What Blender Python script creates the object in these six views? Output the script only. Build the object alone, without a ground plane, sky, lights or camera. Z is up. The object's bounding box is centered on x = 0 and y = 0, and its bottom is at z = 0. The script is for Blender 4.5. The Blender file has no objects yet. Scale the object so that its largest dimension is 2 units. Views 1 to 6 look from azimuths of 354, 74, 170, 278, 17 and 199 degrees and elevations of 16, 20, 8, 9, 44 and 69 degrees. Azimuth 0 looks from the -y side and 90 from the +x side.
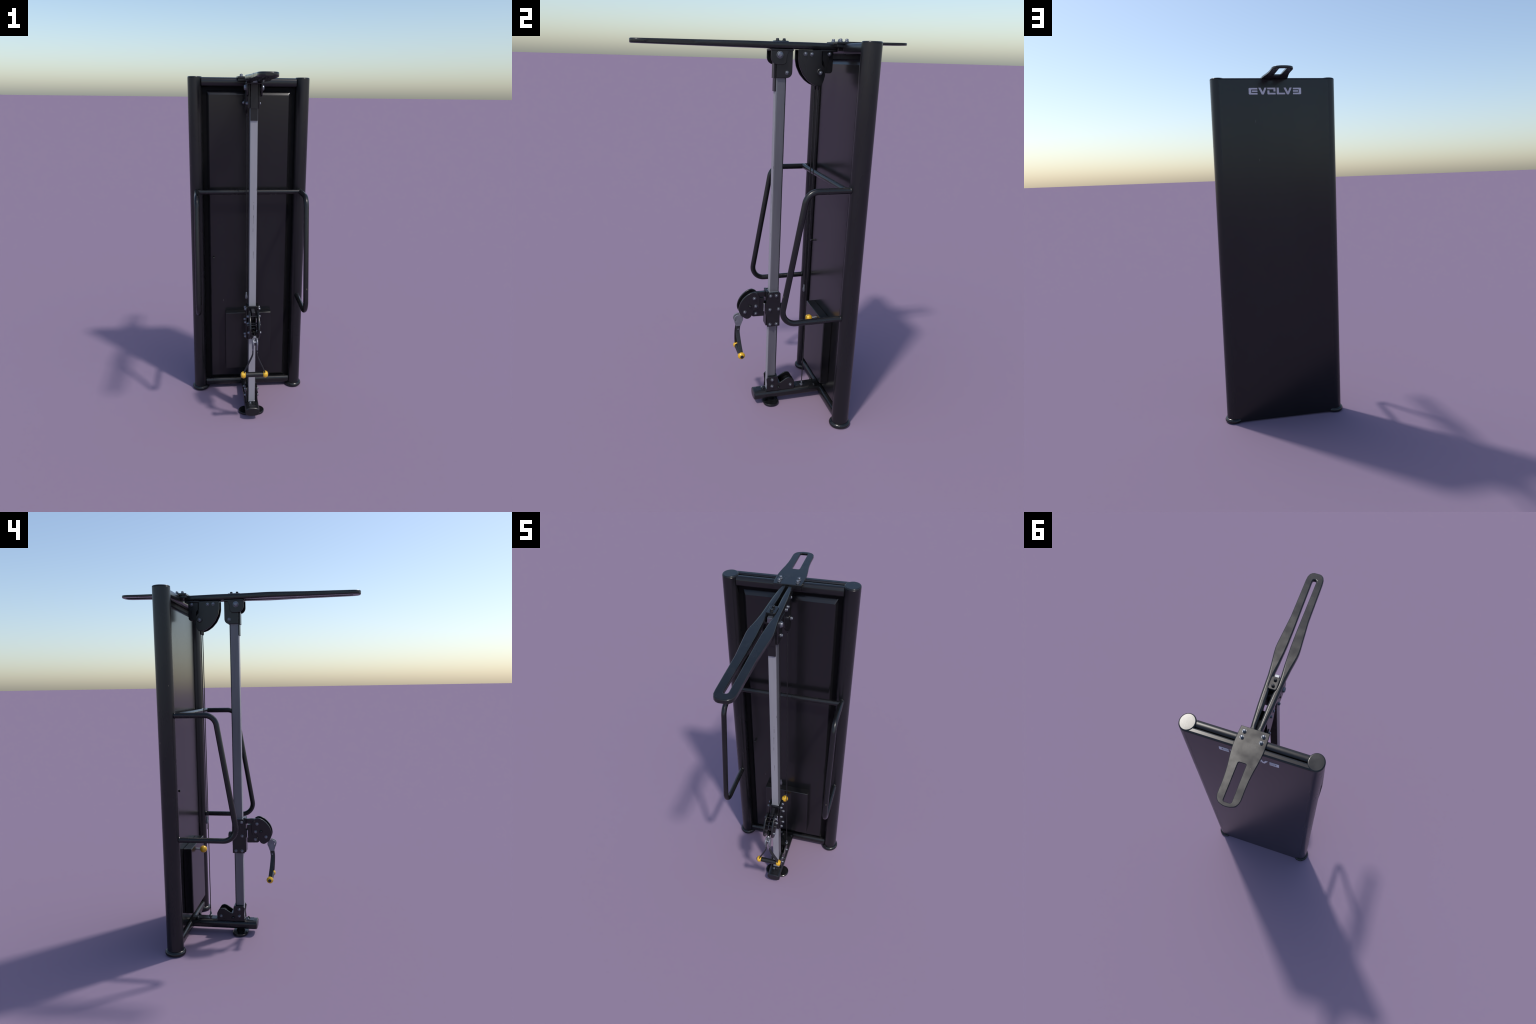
"""Single-column cable pulley gym station: a dark shroud between two oval uprights,
a steel guide post with a sliding pulley carriage, a slotted pull-up arm on top."""
import bpy, bmesh, math
from mathutils import Vector, Matrix

scene = bpy.context.scene
COL = scene.collection

# ------------------------------------------------------------------ materials
def new_mat(name):
    m = bpy.data.materials.new(name)
    m.use_nodes = True
    nt = m.node_tree
    return m, nt, nt.nodes["Principled BSDF"]

def N(nt, kind, **inputs):
    n = nt.nodes.new(kind)
    for k, v in inputs.items():
        n.inputs[k].default_value = v
    return n

def ramp(nt, src, stops):
    r = nt.nodes.new("ShaderNodeValToRGB")
    el = r.color_ramp.elements
    while len(el) < len(stops):
        el.new(0.5)
    for e, (p, c) in zip(el, stops):
        e.position = p
        e.color = (c, c, c, 1) if not isinstance(c, tuple) else (*c, 1)
    nt.links.new(src, r.inputs["Fac"])
    return r

def painted(name, dark, light, rough=(0.22, 0.34), chips=0.0, chip_col=(0.20, 0.17, 0.12),
            metallic=0.0, stretch=(1, 1, 0.25), scale=9.0, spec=0.5):
    """Paint or metal: slow tone drift, patchy gloss and a few sparse chips in the paint."""
    m, nt, b = new_mat(name)
    L = nt.links.new
    tc = nt.nodes.new("ShaderNodeTexCoord")
    mp = N(nt, "ShaderNodeMapping", Scale=stretch)
    L(tc.outputs["Object"], mp.inputs["Vector"])
    n1 = N(nt, "ShaderNodeTexNoise", Scale=scale, Detail=5.0, Roughness=0.6)
    L(mp.outputs[0], n1.inputs["Vector"])
    tone = ramp(nt, n1.outputs["Fac"], [(0.32, dark), (0.70, light)])
    n2 = N(nt, "ShaderNodeTexNoise", Scale=scale * 0.8, Detail=3.0, Roughness=0.5)
    L(mp.outputs[0], n2.inputs["Vector"])
    rr = nt.nodes.new("ShaderNodeMapRange")
    rr.inputs["From Min"].default_value = 0.3
    rr.inputs["From Max"].default_value = 0.7
    rr.inputs["To Min"].default_value = rough[0]
    rr.inputs["To Max"].default_value = rough[1]
    L(n2.outputs["Fac"], rr.inputs["Value"])
    L(rr.outputs[0], b.inputs["Roughness"])
    col = tone.outputs["Color"]
    if chips > 0:
        mp2 = N(nt, "ShaderNodeMapping", Scale=(70, 70, 14))
        L(tc.outputs["Object"], mp2.inputs["Vector"])
        v = N(nt, "ShaderNodeTexVoronoi", Scale=1.0, Randomness=1.0)
        L(mp2.outputs[0], v.inputs["Vector"])
        near = nt.nodes.new("ShaderNodeMath"); near.operation = 'LESS_THAN'
        near.inputs[1].default_value = 0.10
        L(v.outputs["Distance"], near.inputs[0])
        wn = nt.nodes.new("ShaderNodeSeparateColor")
        L(v.outputs["Color"], wn.inputs["Color"])
        rare = nt.nodes.new("ShaderNodeMath"); rare.operation = 'LESS_THAN'
        rare.inputs[1].default_value = chips
        L(wn.outputs["Red"], rare.inputs[0])
        both = nt.nodes.new("ShaderNodeMath"); both.operation = 'MULTIPLY'
        L(near.outputs[0], both.inputs[0]); L(rare.outputs[0], both.inputs[1])
        mix = nt.nodes.new("ShaderNodeMix"); mix.data_type = 'RGBA'
        L(both.outputs[0], mix.inputs["Factor"])
        L(col, mix.inputs["A"])
        mix.inputs["B"].default_value = (*chip_col, 1)
        col = mix.outputs["Result"]
    L(col, b.inputs["Base Color"])
    b.inputs["Metallic"].default_value = metallic
    b.inputs["Specular IOR Level"].default_value = spec
    return m

BLACK = painted("black_powder_coat", (0.0065, 0.0065, 0.0075), (0.0090, 0.0090, 0.0100), rough=(0.24, 0.31), chips=0.016)
PANEL = painted("black_sheet_panel", (0.0065, 0.0063, 0.0075), (0.0085, 0.0083, 0.0095), rough=(0.19, 0.25),
                chips=0.006, chip_col=(0.05, 0.05, 0.05), scale=3.0)
GLOSS = painted("black_gloss_plate", (0.0060, 0.0063, 0.0070), (0.0100, 0.0105, 0.0115), rough=(0.18, 0.29),
                chips=0.02, stretch=(1, 1, 1), scale=22)
RUBBER = painted("black_rubber", (0.0065, 0.0068, 0.0070), (0.0100, 0.0102, 0.0105), rough=(0.36, 0.46), stretch=(1, 1, 1), scale=30)
NYLON = painted("black_nylon_wheel", (0.0018, 0.0018, 0.0020), (0.0030, 0.0030, 0.0034), rough=(0.5, 0.6), stretch=(1, 1, 1), scale=30, spec=0.10)  # near black with very low gloss; shared by the wheels and the panel recess floor
STEEL = painted("brushed_steel", (0.13, 0.13, 0.145), (0.19, 0.19, 0.205), rough=(0.36, 0.46), metallic=0.45,
                chips=0.05, chip_col=(0.02, 0.02, 0.022), stretch=(1, 1, 0.08), scale=14)
FACE = painted("pale_wear_face", (0.285, 0.280, 0.305), (0.365, 0.358, 0.385), rough=(0.38, 0.48), metallic=0.15,
               chips=0.03, chip_col=(0.03, 0.03, 0.032), stretch=(1, 1, 0.08), scale=14)
BOLT = painted("zinc_bolt", (0.15, 0.16, 0.18), (0.24, 0.25, 0.28), rough=(0.28, 0.40), metallic=0.8, stretch=(1, 1, 1), scale=80)
CHROME = painted("bright_steel", (0.45, 0.46, 0.48), (0.55, 0.56, 0.58), rough=(0.2, 0.3), metallic=0.9, stretch=(1, 1, 1), scale=60)
ALLOY = painted("grey_cast_alloy", (0.15, 0.15, 0.175), (0.21, 0.21, 0.24), rough=(0.38, 0.5), metallic=0.4, stretch=(1, 1, 1), scale=40)
YELLOW = painted("yellow_knob", (0.68, 0.37, 0.020), (0.84, 0.50, 0.04), rough=(0.25, 0.36), metallic=0.15, stretch=(1, 1, 1), scale=45)
LETTER = painted("pale_lettering", (0.62, 0.61, 0.66), (0.70, 0.69, 0.74), rough=(0.45, 0.55), stretch=(1, 1, 1), scale=40)
STRAP = painted("woven_strap", (0.008, 0.008, 0.010), (0.016, 0.016, 0.019), rough=(0.45, 0.6), stretch=(1, 1, 4), scale=70)

# ------------------------------------------------------------------ mesh helpers
def finish(me, angle=32.0, flat_caps=True):
    """Smooth shading with crisp edges; large flat faces stay truly flat."""
    bm = bmesh.new(); bm.from_mesh(me)
    bmesh.ops.remove_doubles(bm, verts=bm.verts, dist=1e-6)
    bmesh.ops.recalc_face_normals(bm, faces=bm.faces)
    if bm.calc_volume(signed=True) < 0:
        bmesh.ops.reverse_faces(bm, faces=bm.faces)
    lim = math.radians(angle)
    for f in bm.faces:
        f.smooth = True
    for e in bm.edges:
        if len(e.link_faces) == 2:
            a = e.calc_face_angle(0.0)
            axis_flat = any(max(abs(c) for c in f.normal) > 0.9999 for f in e.link_faces)
            e.smooth = not (a > lim or (flat_caps and axis_flat and a > math.radians(9)))
    bm.to_mesh(me); bm.free()
    return me

def add(name, me, mat, parent=None, matrix=None):
    ob = bpy.data.objects.new(name, me)
    COL.objects.link(ob)
    if not me.materials:
        me.materials.append(mat)
    if parent is not None:
        ob.parent = parent
    if matrix is not None:
        ob.matrix_local = matrix
    return ob

def rounded(pts, r, seg=5):
    """Closed polygon with every corner replaced by an arc of radius r (number or per-corner list)."""
    out, n = [], len(pts)
    for i in range(n):
        ri = r[i] if isinstance(r, (list, tuple)) else r
        p0, p, p1 = Vector(pts[i - 1]), Vector(pts[i]), Vector(pts[(i + 1) % n])
        a, b = (p0 - p), (p1 - p)
        la, lb = a.length, b.length
        a.normalize(); b.normalize()
        ang = a.angle(b)
        if ri <= 0 or abs(math.pi - ang) < 0.02:
            out.append(tuple(p)); continue
        t = min(ri / math.tan(ang / 2), 0.48 * la, 0.48 * lb)
        rr = t * math.tan(ang / 2)
        c = p + (a + b).normalized() * (rr / math.sin(ang / 2))
        s, e = p + a * t, p + b * t
        a0 = math.atan2(s.y - c.y, s.x - c.x)
        d = math.atan2(e.y - c.y, e.x - c.x) - a0
        while d > math.pi: d -= 2 * math.pi
        while d < -math.pi: d += 2 * math.pi
        for k in range(seg + 1):
            th = a0 + d * k / seg
            out.append((c.x + rr * math.cos(th), c.y + rr * math.sin(th)))
    return out

def spline(pts, seg=6):
    """Closed Catmull-Rom through the points."""
    out, n = [], len(pts)
    P = [Vector(p) for p in pts]
    for i in range(n):
        a, b, c, d = P[i - 1], P[i], P[(i + 1) % n], P[(i + 2) % n]
        for k in range(seg):
            t = k / seg
            out.append(tuple(0.5 * (2 * b + (c - a) * t + (2 * a - 5 * b + 4 * c - d) * t * t + (3 * b - a - 3 * c + d) * t ** 3)))
    return out

MAPS = {'x': lambda u, v, w: (w, u, v), 'y': lambda u, v, w: (u, w, v), 'z': lambda u, v, w: (u, v, w)}

def slab(outline, lo, hi, axis='z', bevel=0.002, holes=(), res=2):
    """Plate: a 2D outline (with holes) given thickness from lo to hi along an axis, edges rounded."""
    cu = bpy.data.curves.new("slab", 'CURVE')
    cu.dimensions = '2D'
    cu.fill_mode = 'BOTH'
    bevel = min(bevel, (hi - lo) / 2 - 1e-5)
    cu.extrude = (hi - lo) / 2 - bevel
    cu.bevel_depth = bevel
    cu.bevel_resolution = res
    cu.offset = -bevel
    for loop in [outline, *holes]:
        sp = cu.splines.new('POLY')
        sp.points.add(len(loop) - 1)
        for q, p in zip(sp.points, loop):
            q.co = (p[0], p[1], 0, 1)
        sp.use_cyclic_u = True
    ob = bpy.data.objects.new("slab", cu)
    COL.objects.link(ob)
    dg = bpy.context.evaluated_depsgraph_get()
    dg.update()
    me = bpy.data.meshes.new_from_object(ob.evaluated_get(dg))
    bpy.data.objects.remove(ob); bpy.data.curves.remove(cu)
    mid = (lo + hi) / 2
    f = MAPS[axis]
    for v in me.vertices:
        v.co = f(v.co.x, v.co.y, v.co.z + mid)
    me.materials.clear()
    return finish(me)

def rect(x0, x1, y0, y1, r=0.003, seg=4):
    return rounded([(x0, y0), (x1, y0), (x1, y1), (x0, y1)], r, seg)

def block(x, y, z, bevel=0.002, r=None, axis='z'):
    A = {'x': (y, z, x), 'y': (x, z, y), 'z': (x, y, z)}[axis]
    return slab(rect(*A[0], *A[1], r=bevel if r is None else r), *A[2], axis=axis, bevel=bevel)

def loft(rings, close=True, cap=True):
    bm = bmesh.new()
    R = [[bm.verts.new(p) for p in ring] for ring in rings]
    n = len(rings[0])
    for a, b in zip(R, R[1:]):
        for i in range(n if close else n - 1):
            j = (i + 1) % n
            bm.faces.new((a[i], a[j], b[j], b[i]))
    if cap:
        bm.faces.new(R[0][::-1]); bm.faces.new(R[-1])
    me = bpy.data.meshes.new("loft")
    bm.to_mesh(me); bm.free()
    return finish(me)

def superellipse(a, b, p=2.0, n=48):
    out = []
    for i in range(n):
        t = 2 * math.pi * i / n
        c, s = math.cos(t), math.sin(t)
        out.append((a * math.copysign(abs(c) ** (2 / p), c), b * math.copysign(abs(s) ** (2 / p), s)))
    return out

def column(cx, cy, profile, p=2.0, n=56):
    """Stack of super-elliptic rings: profile = (half_x, half_y, z)."""
    return loft([[(cx + u, cy + v, z) for u, v in superellipse(a, b, p, n)] for a, b, z in profile])

def bar(axis, lo, hi, c1, c2, h1, h2, p=3.0, n=48, e=0.003):
    """Horizontal oval bar along x or y with slightly eased ends."""
    rings = []
    for t, s in ((lo, 1 - e / min(h1, h2)), (lo + e, 1), (hi - e, 1), (hi, 1 - e / min(h1, h2))):
        ring = []
        for u, v in superellipse(h1 * s, h2 * s, p, n):
            ring.append((t, c1 + u, c2 + v) if axis == 'x' else (c1 + u, t, c2 + v))
        rings.append(ring)
    return loft(rings)

def turned(profile, seg=28):
    """Lathe about local z: profile = (radius, z)."""
    return loft([[(r * math.cos(2 * math.pi * i / seg), r * math.sin(2 * math.pi * i / seg), z) for i in range(seg)]
                 for r, z in profile])

def fillet_path(pts, radii, seg=10):
    out = [Vector(pts[0])]
    for i in range(1, len(pts) - 1):
        p = Vector(pts[i]); a = (Vector(pts[i - 1]) - p); b = (Vector(pts[i + 1]) - p)
        a.normalize(); b.normalize()
        ang = a.angle(b); r = radii[i - 1]
        t = r / math.tan(ang / 2)
        c = p + (a + b).normalized() * (r / math.sin(ang / 2))
        s, e = p + a * t - c, p + b * t - c
        full = s.angle(e); ax = s.cross(e).normalized()
        for k in range(seg + 1):
            out.append(c + Matrix.Rotation(full * k / seg, 3, ax) @ s)
    out.append(Vector(pts[-1]))
    return out

def sweep(path, r, n=20, flat=None, hint=(1, 0, 0)):
    """Round (or flat = (width, thickness) strap) section along a path."""
    path = [Vector(p) for p in path]
    rings = []
    for i, p in enumerate(path):
        t = (path[min(i + 1, len(path) - 1)] - path[max(i - 1, 0)]).normalized()
        u = Vector(hint); u = (u - t * u.dot(t)).normalized()
        w = t.cross(u)
        if flat:
            ring = [p + u * a + w * b for a, b in superellipse(flat[1] / 2, flat[0] / 2, 4.5, n)]
        else:
            ring = [p + u * (r * math.cos(2 * math.pi * k / n)) + w * (r * math.sin(2 * math.pi * k / n)) for k in range(n)]
        rings.append(ring)
    return loft(rings)

def wheel(center_y, center_z, radius, half_w, hub=0.3):
    """Grooved pulley wheel, axis along x."""
    prof = [(radius * hub, -half_w * 1.15), (radius * (hub + 0.12), -half_w * 1.15), (radius * (hub + 0.15), -half_w * 0.7),
            (radius * 0.84, -half_w * 0.7), (radius * 0.88, -half_w), (radius * 0.985, -half_w), (radius, -half_w * 0.85),
            (radius * 0.88, -half_w * 0.25), (radius * 0.86, 0), (radius * 0.88, half_w * 0.25), (radius, half_w * 0.85),
            (radius * 0.985, half_w), (radius * 0.88, half_w), (radius * 0.84, half_w * 0.7), (radius * (hub + 0.15), half_w * 0.7),
            (radius * (hub + 0.12), half_w * 1.15), (radius * hub, half_w * 1.15)]
    me = turned(prof, 40)
    for v in me.vertices:
        x, y, z = v.co
        v.co = (z, center_y + x, center_z + y)
    return me

# ------------------------------------------------------------------ the thing
root = bpy.data.objects.new("cable_pulley_machine", None)
COL.objects.link(root)
root["label"] = "tall black gym cable station with steel post and slotted pull-up arm"
root["category"] = "gym machine"

# bolts share three meshes: domed cap on a washer, big dome, small stud
def bolt_mesh(r, h, washer):
    return turned([(r * washer, 0.0), (r * washer, h * 0.14), (r * washer * 0.95, h * 0.22), (r * 1.0, h * 0.22), (r * 1.0, h * 0.62),
                   (r * 0.93, h * 0.80), (r * 0.72, h * 0.94), (r * 0.40, h * 1.0), (r * 0.15, h * 1.0)], 20)
BOLT_MESH = bolt_mesh(0.0072, 0.0100, 1.35); BOLT_MESH.materials.append(BOLT)
BIG_MESH = bolt_mesh(0.0135, 0.0120, 1.22); BIG_MESH.materials.append(BOLT)
STUD_MESH = bolt_mesh(0.0055, 0.0085, 1.3); STUD_MESH.materials.append(BOLT)
TALL_MESH = bolt_mesh(0.0080, 0.0142, 1.3); TALL_MESH.materials.append(BOLT)
DARK_MESH = bolt_mesh(0.0075, 0.0110, 1.25); DARK_MESH.materials.append(GLOSS)
TO = {'+x': Matrix.Rotation(math.pi / 2, 4, 'Y'), '-x': Matrix.Rotation(-math.pi / 2, 4, 'Y'), '+z': Matrix.Identity(4),
      '-y': Matrix.Rotation(math.pi / 2, 4, 'X'), '+y': Matrix.Rotation(-math.pi / 2, 4, 'X')}
def bolt(pos, facing, parent, mesh=BOLT_MESH, name="bolt"):
    return add(name, mesh, BOLT, parent, Matrix.Translation(pos) @ TO[facing])
def bolts_both(yz, x, parent, mesh=BOLT_MESH):
    for y, z in yz:
        bolt((x, y, z), '+x', parent, mesh)
        bolt((-x, y, z), '-x', parent, mesh)

# ---- uprights: oval tubes with a cap and a flared foot ring
UX, UY, HX, HY = 0.311, 0.3425, 0.0415, 0.0465
for s in (-1, 1):
    tube = add("upright_tube", column(s * UX, UY, [(HX, HY, 0.012), (HX, HY, 1.9755), (HX - 0.0008, HY - 0.0008, 1.9765)]), BLACK, root)
    add("tube_cap", column(s * UX, UY, [(HX - 0.0025, HY - 0.0025, 1.970), (HX - 0.0025, HY - 0.0025, 1.9772), (HX, HY, 1.9775), (HX, HY, 1.9785),
                                        (HX - 0.0006, HY - 0.0006, 1.9808), (HX - 0.0020, HY - 0.0020, 1.9828), (HX - 0.0042, HY - 0.0042, 1.9838), (HX - 0.0060, HY - 0.0060, 1.9841)]), GLOSS, tube)
    fx, fy = 0.0545, 0.0585
    add("tube_foot", column(s * (UX - 0.0015), UY, [(fx - 0.010, fy - 0.010, 0.0), (fx - 0.003, fy - 0.003, 0.0012), (fx, fy, 0.006), (fx + 0.0005, fy + 0.0005, 0.011),
                                          (fx - 0.001, fy - 0.001, 0.017), (fx - 0.005, fy - 0.005, 0.0225), (fx - 0.010, fy - 0.010, 0.0250),
                                          (fx - 0.0145, fy - 0.0135, 0.0255)]), GLOSS, tube)

# ---- back sheet, flush with the rear of both uprights
back = add("back_panel", block((-UX, UX), (0.3575, UY + HY), (0.0015, 1.9815), bevel=0.0035, r=0.0085, axis='x'), PANEL, root)
add("channel_filler", block((-0.272, 0.272), (0.3340, 0.3620), (1.9330, 1.9600), bevel=0.001, axis='x'), GLOSS, back)

# ---- front sheet with a chamfered border, standing in a shadow gap
def chamfer_sheet(x, z0, z1, y_out, y_in, cx, cz0, cz1, y_back):
    def ring(hx, a, b, y, r):
        return [(u, y, v) for u, v in rounded([(-hx, a), (hx, a), (hx, b), (-hx, b)], r, 4)]
    return loft([ring(x, z0, z1, y_back, 0.006), ring(x, z0, z1, y_out + 0.001, 0.006), ring(x - 0.0006, z0 + 0.0006, z1 - 0.0006, y_out, 0.006),
                 ring(x - cx + 0.001, z0 + cz0 - 0.001, z1 - cz1 + 0.001, y_in + 0.0012, 0.006), ring(x - cx - 0.001, z0 + cz0 + 0.001, z1 - cz1 - 0.001, y_in, 0.006)])
front = add("front_panel", chamfer_sheet(0.2475, 0.070, 1.910, 0.3395, 0.3265, 0.0155, 0.022, 0.0240, 0.3605), PANEL, root)
add("painted_recess_shade", block((-0.285, 0.285), (0.3400, 0.3580), (0.0400, 1.9400), bevel=0.001, axis='x'), NYLON, front)  # recess floor coloured near black to show the shade between tube and panel
add("panel_peg", turned([(0.0045, -0.004), (0.0045, 0.012), (0.0070, 0.0125), (0.0070, 0.018), (0.005, 0.0200)], 16), GLOSS, front,
    Matrix.Translation((-0.2165, 0.3280, 0.9085)) @ TO['-y'])

# ---- weight-pin cover box with its pull knob
cover = add("weight_cover", block((-0.1450, 0.1450), (0.2762, 0.3270), (0.1630, 0.5545), bevel=0.0042, axis='x'), PANEL, root)
add("knob_shaft", turned([(0.0050, -0.004), (0.0050, 0.010), (0.0062, 0.0105), (0.0062, 0.020)], 16), CHROME, cover, Matrix.Translation((-0.0018, 0.2765, 0.5130)) @ TO['-y'])
KN = [(0.0212 * math.sin(math.pi * i / 16) + (0.0008 if i in (0, 16) else 0), -0.0212 * math.cos(math.pi * i / 16)) for i in range(17)]
add("pull_knob", turned(KN, 32), YELLOW, cover, Matrix.Translation((-0.0018, 0.2415, 0.5125)) @ TO['-y'])

# ---- beams between the uprights
top_beam = add("top_beam", bar('x', -0.276, 0.276, 0.3335, 1.9540, 0.0225, 0.0248, 2.6), BLACK, root)
bottom_beam = add("bottom_beam", bar('x', -0.276, 0.276, 0.3340, 0.0450, 0.0225, 0.0255, 2.6), BLACK, root)

# ---- side handrails and the bar that joins them
RAIL_R = 0.0150
for s in (-1, 1):
    pts = [(s * UX, 0.305, 1.3285), (s * UX, 0.0836, 1.3285), (s * UX, -0.0270, 0.6570), (s * UX, 0.305, 0.6570)]
    rail = add("handrail", sweep(fillet_path(pts, (0.062, 0.070), 12), RAIL_R, 22), BLACK, root)
    for z in (1.3285, 0.6570):
        add("rail_collar", turned([(0.0150, 0.0), (0.0162, 0.001), (0.0165, 0.004), (0.0152, 0.0062)], 24), BLACK, rail,
            Matrix.Translation((s * UX, 0.2985, z)) @ TO['-y'])
add("handrail_crossbar", bar('x', -0.305, 0.305, 0.2730, 1.3300, 0.0142, 0.0142, 2.0, 24), BLACK, root)

# ---- base beam, its foot pad and its fittings
base = add("base_beam", bar('y', -0.0800, 0.3250, 0.0, 0.0545, 0.0430, 0.0275, 2.9, 56, 0.004), BLACK, root)
pad_l, pad_w = 0.0785, 0.0455
def pad_ring(d, z):
    return [(u, 0.0215 + v, z) for u, v in rounded([(-pad_l + d, -pad_w + d), (pad_l - d, -pad_w + d), (pad_l - d, pad_w - d), (-pad_l + d, pad_w - d)], pad_w - d - 0.0005, 12)]
add("base_foot", loft([pad_ring(0.004, 0.0), pad_ring(0.0005, 0.002), pad_ring(0.0, 0.006), pad_ring(0.001, 0.0105), pad_ring(0.004, 0.0125), pad_ring(0.009, 0.0118)]), GLOSS, base)
add("foot_stem", turned([(0.026, 0.010), (0.026, 0.0155), (0.0225, 0.0185), (0.0190, 0.0190), (0.0190, 0.034)], 28), GLOSS, base, Matrix.Translation((0, 0.0240, 0)))
add("base_inlay", block((-0.0215, 0.0215), (-0.0580, -0.0080), (0.0790, 0.0832), bevel=0.0012, r=0.004), GLOSS, base)
bolt((-0.010, -0.0240, 0.0832), '+z', base, STUD_MESH)
bolt((0.009, -0.0240, 0.0832), '+z', base, DARK_MESH)
add("base_channel", block((-0.0245, 0.0245), (0.1680, 0.2960), (0.0790, 0.0836), bevel=0.0012, r=0.003), GLOSS, base)
for x in (-0.024, 0.034):
    bolt((x, 0.2860, 0.0805), '+z', base, DARK_MESH)

# ---- guide post
post = add("guide_post", block((-0.0212, 0.0212), (0.0, 0.0480), (0.0780, 1.9420), bevel=0.0008, r=0.0048), STEEL, root)
add("post_face", block((-0.0190, 0.0190), (-0.0012, 0.0004), (0.0850, 1.7560), bevel=0.0005, axis='y'), FACE, post)
add("post_rear_strip", block((-0.0205, 0.0205), (0.0476, 0.0495), (0.0850, 1.9400), bevel=0.0008, axis='y'), BLACK, post)
# old scratches down the middle of the wear face: (x, low z, high z, width)
marks = [(0.0186, 1.3830, 1.3960, 0.0012), (0.0028, 1.3160, 1.3220, 0.0010), (0.0028, 1.2770, 1.3050, 0.0012), (0.0012, 1.2340, 1.2460, 0.0018), (0.0008, 1.1980, 1.2350, 0.0007),
         (-0.0003, 1.1520, 1.1725, 0.0012), (0.0022, 1.0170, 1.0386, 0.0013), (0.0026, 0.9970, 1.0170, 0.0007)]
bm = bmesh.new()
for x, a, b, w in marks:
    bm.from_mesh(block((x - w / 2, x + w / 2), (-0.0014, -0.0008), (a, b), bevel=0.0001, axis='y'))
me = bpy.data.meshes.new("scratch"); bm.to_mesh(me); bm.free()
add("scratch", me, BLACK, post)["kind"] = "stuff"
add("post_collar", block((-0.0222, 0.0222), (-0.0030, 0.0480), (0.0790, 0.0850), bevel=0.0012, r=0.003), CHROME, post)
add("post_cover_strip", block((-0.0192, 0.0192), (-0.0066, 0.0005), (1.7550, 1.9420), bevel=0.001, axis='y'), BLACK, post)
add("post_cover_strip", block((-0.0192, 0.0192), (-0.0120, -0.0060), (1.8150, 1.9440), bevel=0.001, axis='y'), BLACK, post)

# ---- lower pulley bracket beside the post foot
LOW = rounded([(-0.0065, 0.0800), (0.1615, 0.0770), (0.1610, 0.1250), (0.1460, 0.1500), (0.1290, 0.1565), (0.1120, 0.1520), (0.0760, 0.1285), (0.0625, 0.1275),
               (0.0600, 0.1700), (0.0500, 0.1740), (0.0020, 0.1735), (-0.0085, 0.1600), (-0.0035, 0.1220)],
              [0, 0, 0.02, 0.02, 0.02, 0.02, 0.012, 0.004, 0.004, 0.004, 0.008, 0.01, 0.02], 5)
low = None
for s in (1, -1):
    lo, hi = sorted((s * 0.0275, s * 0.0355))
    o = add("lower_pulley_plate", slab(LOW, lo, hi, 'x', 0.0018), BLACK, root)
    low = low or o
bolts_both([(0.0258, 0.1545), (0.0258, 0.1120), (0.1372, 0.1085)], 0.0353, low)
bolts_both([(0.0640, 0.1010)], 0.0350, low, DARK_MESH)
add("lower_pulley_wheel", wheel(0.1330, 0.1080, 0.0340, 0.0150), NYLON, low)
add("plate_spacer", block((-0.0276, 0.0276), (0.0630, 0.0760), (0.1150, 0.1280), bevel=0.002, axis='x'), GLOSS, low)
add("plate_saddle", block((-0.0276, 0.0276), (0.0470, 0.0600), (0.0800, 0.1700), bevel=0.002, axis='x'), BLACK, low)
for s in (-1, 1):
    add("plate_saddle", block(sorted((s * 0.0208, s * 0.0278)), (0.0020, 0.0500), (0.0810, 0.1765), bevel=0.0012, axis='x'), GLOSS, low)

# ---- sliding carriage on the post
CAR = rounded([(-0.0145, 0.5035), (0.0570, 0.5035), (0.0565, 0.5500), (0.0590, 0.6300), (0.0568, 0.7000), (0.0490, 0.7080), (-0.0100, 0.7085), (-0.0175, 0.6960),
               (-0.0175, 0.6750), (-0.0262, 0.6350), (-0.0262, 0.6110), (-0.0165, 0.5600)],
              [0.002, 0.002, 0.03, 0.04, 0.006, 0.005, 0.005, 0.006, 0.02, 0.015, 0.015, 0.03], 5)
car = add("sliding_carriage", block((-0.0305, 0.0305), (-0.0105, 0.0545), (0.5050, 0.7035), bevel=0.0015, r=0.003), BLACK, root)
for s in (1, -1):
    lo, hi = sorted((s * 0.0300, s * 0.0375))
    add("carriage_plate", slab(CAR, lo, hi, 'x', 0.0016), BLACK, car)
bolts_both([(0.0005, 0.6905), (0.0325, 0.6900), (-0.0015, 0.6085), (0.0480, 0.6080), (0.0010, 0.5180), (0.0375, 0.5180)], 0.0373, car)
add("carriage_face", block((-0.0285, 0.0285), (-0.0215, -0.0100), (0.5080, 0.7140), bevel=0.002, axis='y'), BLACK, car)
add("carriage_trim", block((-0.0235, 0.0235), (-0.0045, 0.0490), (0.7030, 0.7075), bevel=0.001, r=0.003), CHROME, car)
add("locking_pin", turned([(0.0120, -0.004), (0.0120, 0.008), (0.0200, 0.0095), (0.0225, 0.014), (0.0225, 0.026), (0.0190, 0.0300)], 24), RUBBER, car,
    Matrix.Translation((0.0, 0.0545, 0.6020)) @ TO['+y'])
add("pulley_stem", block((-0.0115, 0.0090), (-0.0920, -0.0120), (0.6760, 0.7055), bevel=0.002, axis='x'), BLACK, car)
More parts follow.
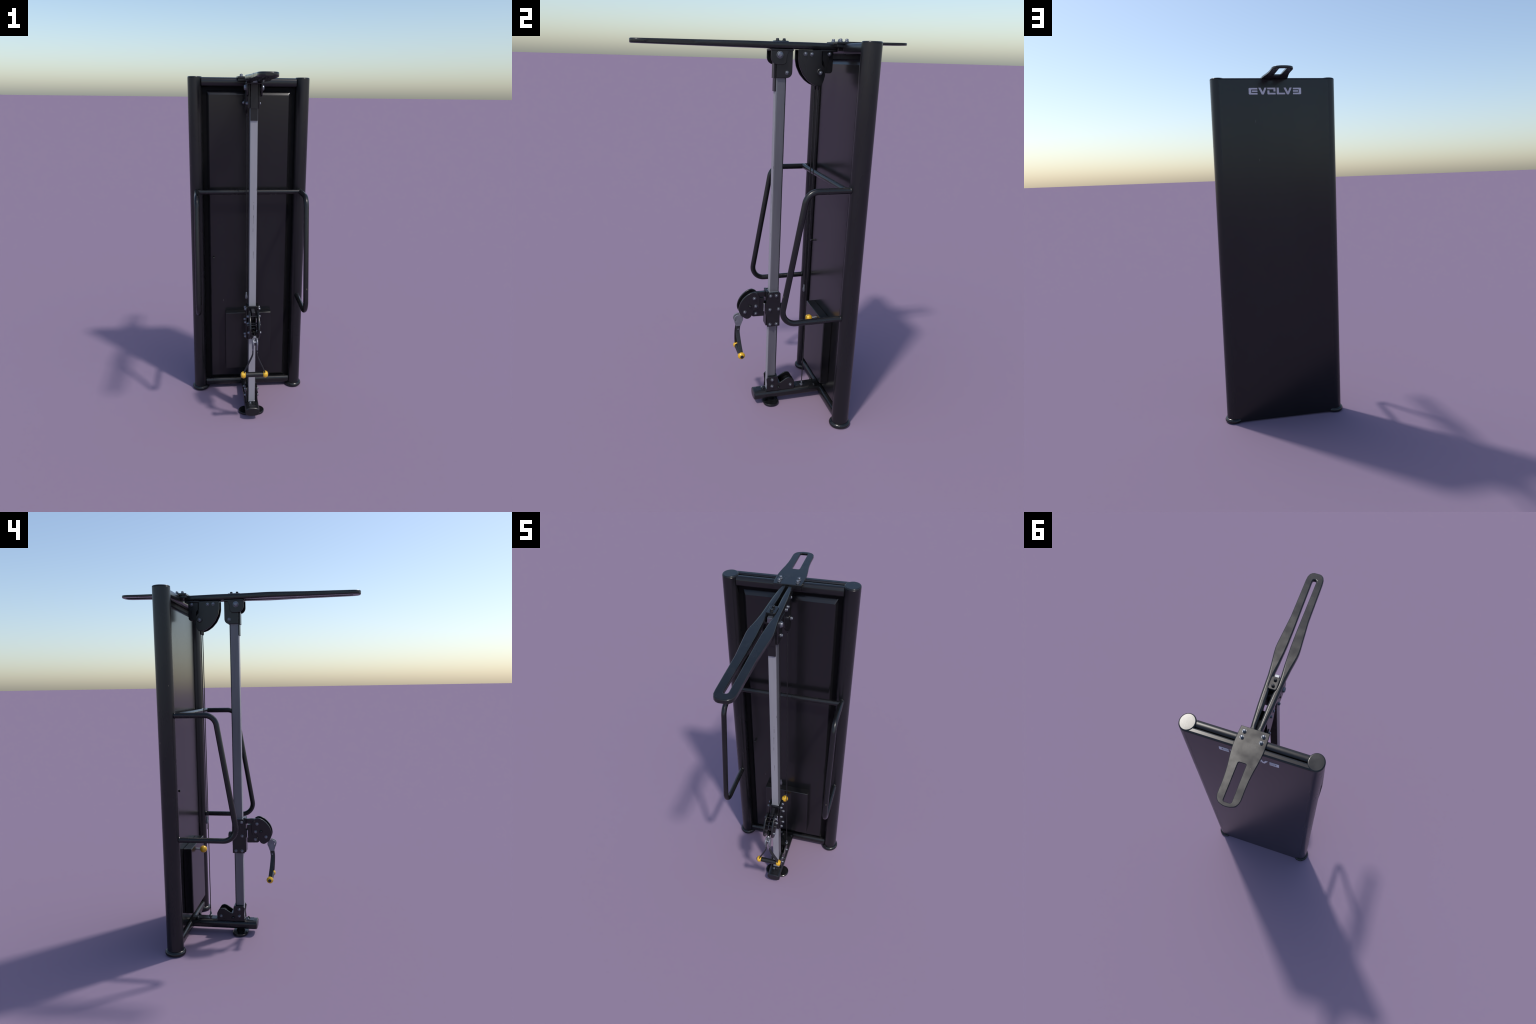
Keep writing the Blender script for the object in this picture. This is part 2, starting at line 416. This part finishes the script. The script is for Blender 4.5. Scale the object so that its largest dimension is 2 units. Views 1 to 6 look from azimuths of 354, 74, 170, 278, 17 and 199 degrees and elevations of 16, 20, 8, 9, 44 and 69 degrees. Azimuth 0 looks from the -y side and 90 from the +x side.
KNEE = rounded([(-0.0985, 0.5650), (-0.0280, 0.5630), (-0.0280, 0.6710), (-0.0560, 0.6710), (-0.0580, 0.6200), (-0.1000, 0.6150)], [0.012, 0.004, 0.004, 0.004, 0.012, 0.01], 5)
knee = add("swivel_bracket", slab(KNEE, -0.0150, 0.0150, 'x', 0.0015), BLACK, car)
bolts_both([(-0.0770, 0.5840)], 0.0149, car)
for s in (-1, 1):
    add("swivel_link", turned([(0.0040, 0.0), (0.0055, 0.001), (0.0055, 0.045), (0.0040, 0.046)], 16), CHROME, car, Matrix.Translation((s * 0.0195, -0.0290, 0.5950)))

# ---- front pulley with its kidney-shaped guards
GUARD = spline([(-0.1735, 0.6300), (-0.1645, 0.6600), (-0.1465, 0.6855), (-0.1220, 0.7060), (-0.0955, 0.7155), (-0.0735, 0.7075), (-0.0585, 0.6870), (-0.0562, 0.6560),
                (-0.0575, 0.6260), (-0.0630, 0.6150), (-0.0745, 0.6150), (-0.0890, 0.6080), (-0.0970, 0.5880), (-0.1080, 0.5690), (-0.1240, 0.5610), (-0.1400, 0.5660), (-0.1600, 0.5840), (-0.1715, 0.6050)], 4)
guard = None
for s in (1, -1):
    lo, hi = sorted((s * 0.0195, s * 0.0295))
    o = add("pulley_guard", slab(GUARD, lo, hi, 'x', 0.0025), BLACK, root)
    guard = guard or o
bolts_both([(-0.0890, 0.6810), (-0.1410, 0.6045)], 0.0293, guard)
bolts_both([(-0.0800, 0.6340)], 0.0293, guard)
bolts_both([(-0.1120, 0.6360)], 0.0293, guard, DARK_MESH)
add("front_pulley_wheel", wheel(-0.1410, 0.6045, 0.0150, 0.0100), NYLON, guard)
for y, z, r in ((-0.1410, 0.6045, 0.0042), (-0.1120, 0.6360, 0.0038), (-0.0800, 0.6340, 0.0042), (-0.0890, 0.6810, 0.0042)):
    add("guard_spacer", bar('x', -0.0200, 0.0200, y, z, r, r, 2.0, 16, 0.001), GLOSS, guard)

# ---- stirrup handle hanging from the pulley
handle = add("stirrup_handle", bar('x', -0.052, 0.052, -0.1655, 0.3558, 0.0148, 0.0148, 2.0, 28, 0.002), RUBBER, root)
BALL = [(0.0040, -0.0160), (0.0130, -0.0150), (0.0185, -0.0080), (0.0203, 0.0), (0.0195, 0.0040), (0.0178, 0.0048), (0.0180, 0.0065), (0.0150, 0.0110), (0.0100, 0.0140), (0.0050, 0.0150), (0.0045, 0.0140)]
for s in (-1, 1):
    add("handle_end", turned(BALL, 28), YELLOW, handle, Matrix.Translation((s * 0.0632, -0.1652, 0.3555)) @ TO['+x' if s > 0 else '-x'])
    add("handle_plug", turned([(0.0095, -0.002), (0.0095, 0.0160), (0.0070, 0.0172)], 20), RUBBER, handle, Matrix.Translation((s * 0.0632, -0.1652, 0.3555)) @ TO['+x' if s > 0 else '-x'])
    sx = s * 0.0115 + 0.001
    path = [(sx, -0.1735, 0.530), (sx, -0.1735, 0.510), (s * 0.0118 + 0.001, -0.1770, 0.488), (s * 0.0185, -0.1765, 0.468), (s * 0.0330, -0.1740, 0.434), (s * 0.0500, -0.1700, 0.394),
            (s * 0.0600, -0.1670, 0.371), (s * 0.0635, -0.1655, 0.360)]
    smooth = []
    for i in range(len(path) - 1):
        smooth += [Vector(path[i]).lerp(Vector(path[i + 1]), k / 4) for k in range(4)]
    for _ in range(3):
        smooth = [smooth[0]] + [(smooth[i - 1] + smooth[i] * 2 + smooth[i + 1]) / 4 for i in range(1, len(smooth) - 1)] + [smooth[-1]]
    add("handle_strap", sweep(smooth + [Vector(path[-1])], 0, 24, flat=(0.0225, 0.0055), hint=(0.9, 0, 0.43 * s)), STRAP, handle)
    add("strap_rivet", turned([(0.0045, 0), (0.0045, 0.001), (0.002, 0.002)], 14), BOLT, handle, Matrix.Translation((sx + s * 0.0028, -0.1745, 0.4960)) @ TO['+x' if s > 0 else '-x'])
    drop = []
    for k in range(25):
        a = math.radians(-38 + 256 * k / 24)
        drop.append((-0.1722 + 0.0258 * math.cos(a), 0.5580 + 0.0258 * math.sin(a)))
    drop += [(-0.1860, 0.5160), (-0.1605, 0.5160)]
    slit = [(-0.1878 + 0.0035 * math.cos(2 * math.pi * k / 16), 0.5560 + 0.0110 * math.sin(2 * math.pi * k / 16)) for k in range(16)]
    lo, hi = sorted((sx - 0.0042, sx + 0.0042))
    add("handle_eyelet", slab(drop, lo, hi, 'x', 0.0018, holes=[slit]), ALLOY, handle)
add("cable_stop", turned([(0.0040, -0.012), (0.0090, -0.009), (0.0115, 0.0), (0.0090, 0.009), (0.0040, 0.012)], 20), CHROME, handle, Matrix.Translation((0.0, -0.1560, 0.5820)))
add("shackle", sweep([(0.0, -0.1560, 0.5800), (0.0, -0.1640, 0.5700), (0.0, -0.1700, 0.5560), (0.0, -0.1700, 0.5400)], 0.0045, 14), CHROME, handle)
add("shackle_pin", bar('x', -0.0130, 0.0150, -0.1722, 0.5600, 0.0055, 0.0055, 2.0, 16, 0.001), CHROME, handle)

# ---- head bracket that carries the arm on the post
HEAD = rounded([(-0.0020, 1.8175), (0.0755, 1.8175), (0.0755, 1.9440), (-0.0020, 1.9440)], [0.001, 0.026, 0.002, 0.002], 8)
CLEVIS = rounded([(-0.0335, 1.9450), (-0.0335, 1.8770), (0.0430, 1.8770), (0.0440, 1.9150), (0.0580, 1.9450)], [0, 0.0375, 0.0375, 0.02, 0], 10)
head = add("head_bracket", block((-0.0430, 0.0430), (-0.0340, 0.0755), (1.9380, 1.9460), bevel=0.0015, r=0.004), BLACK, root)
for s in (1, -1):
    lo, hi = sorted((s * 0.0205, s * 0.0310))
    add("post_plate", slab(HEAD, lo, hi, 'x', 0.0016), BLACK, head)
    lo, hi = sorted((s * 0.0335, s * 0.0415))
    add("clevis_plate", slab(CLEVIS, lo, hi, 'x', 0.002), BLACK, head)
    add("clevis_washer", turned([(0.0230, 0), (0.0230, 0.003), (0.0215, 0.004)], 32), GLOSS, head, Matrix.Translation((s * 0.0305, 0.0085, 1.9190)) @ TO['+x' if s > 0 else '-x'])
bolts_both([(0.0085, 1.9200)], 0.0413, head, BIG_MESH)
bolts_both([(0.0490, 1.8410)], 0.0308, head)

# ---- sector pulley housing and its hanger
SECTOR = rounded([(0.1040, 1.9450), (0.1045, 1.9000), (0.1110, 1.8690), (0.1295, 1.8340), (0.1540, 1.8080), (0.1800, 1.7905), (0.2010, 1.7835), (0.2250, 1.7835),
                  (0.2350, 1.8050), (0.2425, 1.8330), (0.2385, 1.8640), (0.2225, 1.8820), (0.2200, 1.9450)],
                 [0.001, 0.06, 0.06, 0.06, 0.06, 0.06, 0.02, 0.008, 0.03, 0.02, 0.015, 0.006, 0.001], 4)
sector = None
for s in (1, -1):
    lo, hi = sorted((s * 0.0225, s * 0.0325))
    o = add("sector_plate", slab(SECTOR, lo, hi, 'x', 0.002), BLACK, root)
    sector = sector or o
cy, cz = 0.185, 1.880
add("sector_wheel", slab([(cy + 0.02 + (y - cy) * 0.6, cz + (z - cz) * 0.6 + 0.02) for y, z in SECTOR], -0.0226, 0.0226, 'x', 0.002), NYLON, sector)
bolts_both([(0.1365, 1.9270), (0.1680, 1.9260)], 0.0323, sector)
bolts_both([(0.2160, 1.8430)], 0.0378, sector)
for s in (1, -1):
    add("sector_boss", turned([(0.0165, 0), (0.0165, 0.004), (0.0140, 0.0058)], 24), BLACK, sector, Matrix.Translation((s * 0.0322, 0.2150, 1.8470)) @ TO['+x' if s > 0 else '-x'])
HANG = rounded([(0.2100, 1.9450), (0.2100, 1.8425), (0.2820, 1.8425), (0.2820, 1.9450)], [0, 0.004, 0.014, 0], 6)
hang = add("hanger_plate", slab(HANG, -0.0215, 0.0215, 'x', 0.002), BLACK, root)
bolts_both([(0.2615, 1.9295)], 0.0214, hang)
add("hanger_tab", block((-0.0300, 0.0300), (0.2150, 0.3000), (1.9400, 1.9480), bevel=0.0015, r=0.003), BLACK, hang)

# ---- slotted pull-up arm: a flat tip that thickens into two legs at the root
HALF = [(-0.6680, 0.0150), (-0.6640, 0.0260), (-0.6540, 0.0365), (-0.6350, 0.0435), (-0.6100, 0.0455), (-0.5400, 0.0462), (-0.3700, 0.0480), (-0.2900, 0.0540), (-0.2000, 0.0605),
        (-0.1750, 0.0612), (-0.1500, 0.0595), (-0.0800, 0.0510), (-0.0200, 0.0455), (0.0600, 0.0425), (0.1500, 0.0385), (0.2650, 0.0300), (0.3000, 0.0285)]
SLOT = [(-0.6250, 0.0040), (-0.6210, 0.0085), (-0.6120, 0.0102), (-0.5000, 0.0095), (-0.3000, 0.0075), (-0.2000, 0.0080), (-0.0900, 0.0125), (-0.0300, 0.0165), (0.0300, 0.0170),
        (0.0700, 0.0100), (0.1500, 0.0068), (0.2550, 0.0060), (0.2800, 0.0050)]
def interp(prof, y):
    for (ya, wa), (yb, wb) in zip(prof, prof[1:]):
        if ya <= y <= yb:
            return wa + (wb - wa) * (y - ya) / (yb - ya)
    return prof[-1][1]
def sym(prof, fine=6):
    pr = []
    for a, b in zip(prof, prof[1:]):
        k = max(1, int((b[0] - a[0]) / 0.02))
        pr += [(a[0] + (b[0] - a[0]) * i / k, a[1] + (b[1] - a[1]) * i / k) for i in range(k)]
    pr.append(prof[-1])
    return [(w, y) for y, w in pr] + [(-w, y) for y, w in reversed(pr)]
arm_me = slab(sym(HALF), -0.0105, 0.0105, 'z', 0.0050, holes=[sym(SLOT)], res=3)
for v in arm_me.vertices:
    x, y, z = v.co
    t = min(1.0, max(0.0, (y + 0.64) / 0.75))
    top = 1.9720 + 0.0068 * t
    bot = 1.9515 - 0.0052 * t
    k = (z + 0.0105) / 0.021
    v.co.z = bot + (top - bot) * k
    # legs get a rounder section toward the root
    grow = min(1.0, max(0.0, (y + 0.16) / 0.14))
    if -0.6 < y < 0.27 and grow > 0:
        h, sl = interp(HALF, y), interp(SLOT, y)
        mid, half = (h + sl) / 2, (h - sl) / 2
        o = abs(x) - mid
        inset = max(0.0, half - abs(o)) * (1 + 1.1 * grow)
        v.co.x = math.copysign(mid + math.copysign(max(0.0005, half - inset), o), x)
arm = add("pull_up_arm", arm_me, GLOSS, root)
SAD = rounded([(-0.0215, -0.0130), (0.0215, -0.0130), (0.0215, 0.0580), (-0.0215, 0.0580)], 0.010, 6)
add("arm_saddle", slab(SAD, 1.9600, 1.9825, 'z', 0.0025), GLOSS, arm)
for y in (0.0065, 0.0390):
    bolt((0.0, y, 1.9824), '+z', arm, DARK_MESH)
add("arm_stop", block((-0.0105, 0.0135), (-0.0340, -0.0125), (1.9400, 1.9680), bevel=0.0015), BOLT, arm)

# ---- rear mounting plate with a slot, bolted over the top beam
REAR = [(0.2790, 0.0698), (0.3200, 0.0725), (0.3740, 0.0738), (0.4100, 0.0712), (0.4400, 0.0675), (0.4850, 0.0610), (0.5250, 0.0572), (0.5650, 0.0555), (0.6000, 0.0558), (0.6250, 0.0555), (0.6400, 0.0520),
        (0.6520, 0.0450), (0.6600, 0.0360), (0.6660, 0.0200), (0.6682, 0.0080)]
plate_me = slab(sym(REAR), 1.9785, 1.9905, 'z', 0.0028, holes=[rect(-0.0195, 0.0195, 0.4545, 0.6480, 0.007, 5)], res=3)
for v in plate_me.vertices:                       # the plate rises slightly toward its free end
    v.co.z += -0.0048 + 0.0060 * (v.co.y - 0.28) / 0.388
plate = add("rear_plate", plate_me, GLOSS, root)
for x in (-0.0465, 0.0465):
    for y in (0.3045, 0.3360):
        bolt((x, y, 1.9858), '+z', plate, TALL_MESH)
add("plate_packer", block((-0.0680, 0.0680), (0.2815, 0.3250), (1.9600, 1.9740), bevel=0.0015), GLOSS, plate)

# ---- steel cables
def cable(pts, r=0.0026):
    return sweep(pts, r, 12)
rear_cable = add("steel_cable", cable([(-0.0215, 0.2125, 1.800), (-0.0195, 0.2118, 1.20), (-0.0193, 0.2108, 0.690)]), RUBBER, root)
add("cable_ferrule", turned([(0.0035, -0.022), (0.0075, -0.018), (0.0082, -0.004), (0.0055, 0.004), (0.0050, 0.018), (0.0034, 0.022)], 18), BOLT, rear_cable, Matrix.Translation((-0.0192, 0.2108, 0.6955)))
add("cable_tail", cable([(-0.0192, 0.2108, 0.680), (-0.0190, 0.2108, 0.640)], 0.0018), RUBBER, rear_cable)
lead = add("steel_cable", cable([(0.0206, 0.2135, 1.800), (0.0190, 0.2130, 0.90), (0.0178, 0.2132, 0.080)]), RUBBER, root)
add("cable_anchor", turned([(0.0100, 0.0), (0.0100, 0.006), (0.0060, 0.008), (0.0060, 0.024), (0.0035, 0.028)], 18), BOLT, lead, Matrix.Translation((0.0178, 0.2132, 0.0830)))
for x in (-0.0205, 0.0205):
    add("cable_nozzle", turned([(0.0030, -0.018), (0.0062, -0.014), (0.0070, 0.0), (0.0070, 0.020)], 18), GLOSS, sector, Matrix.Translation((x, 0.2125, 1.7820)))
add("front_cable", cable([(0.0, -0.1600, 0.585), (0.0, -0.1560, 0.600), (0.0, -0.1620, 0.620)], 0.0035), RUBBER, guard)

# ---- raised lettering on the back sheet (strokes in a unit box, width x height)
H = 0.0362; Z0 = 1.8925; YB = UY + HY
GLYPHS = {
    'E': [[(0.00, 0.08), (0.10, 0.0), (1.0, 0.0), (1.0, 0.23), (0.28, 0.23), (0.28, 0.74), (1.0, 0.74), (1.0, 0.97), (0.06, 0.97), (0.0, 0.90)],
          [(0.37, 0.38), (1.0, 0.38), (1.0, 0.60), (0.37, 0.60)]],
    'V': [[(0.0, 1.0), (0.40, 0.0), (0.64, 0.0), (1.0, 1.0), (0.74, 1.0), (0.53, 0.36), (0.27, 1.0)]],
    'O': [[(0.0, 1.0), (1.0, 1.0), (1.0, 0.43), (0.75, 0.43), (0.75, 0.76), (0.0, 0.76)],
          [(0.0, 0.60), (0.25, 0.60), (0.25, 0.24), (1.0, 0.24), (1.0, 0.0), (0.08, 0.0), (0.0, 0.08)]],
    'L': [[(0.0, 1.0), (0.26, 1.0), (0.26, 0.24), (1.0, 0.24), (1.0, 0.0), (0.07, 0.0), (0.0, 0.07)]],
}
WORD = [('E', 0.1455, 0.0970, False), ('V', 0.0915, 0.0455, False), ('O', 0.0415, -0.0045, False), ('L', -0.0112, -0.0585, False), ('V', -0.0500, -0.0965, False), ('E', -0.1033, -0.1498, True)]
for g, xa, xb, flip in WORD:
    bm_parts = []
    for stroke in GLYPHS[g]:
        st = [((1 - u if flip else u), v) for u, v in stroke]
        pts = [(xa + (xb - xa) * u, Z0 + H * v) for u, v in st]
        bm_parts.append(slab(rounded(pts, 0.0006, 2), YB - 0.0006, YB + 0.0012, 'y', 0.0003, res=1))
    bm = bmesh.new()
    for me in bm_parts:
        bm.from_mesh(me)
    me = bpy.data.meshes.new("letter"); bm.to_mesh(me); bm.free()
    add("letter", finish(me), LETTER, back)

# bounding box sanity: the object must stand on z = 0
bpy.context.view_layer.update()
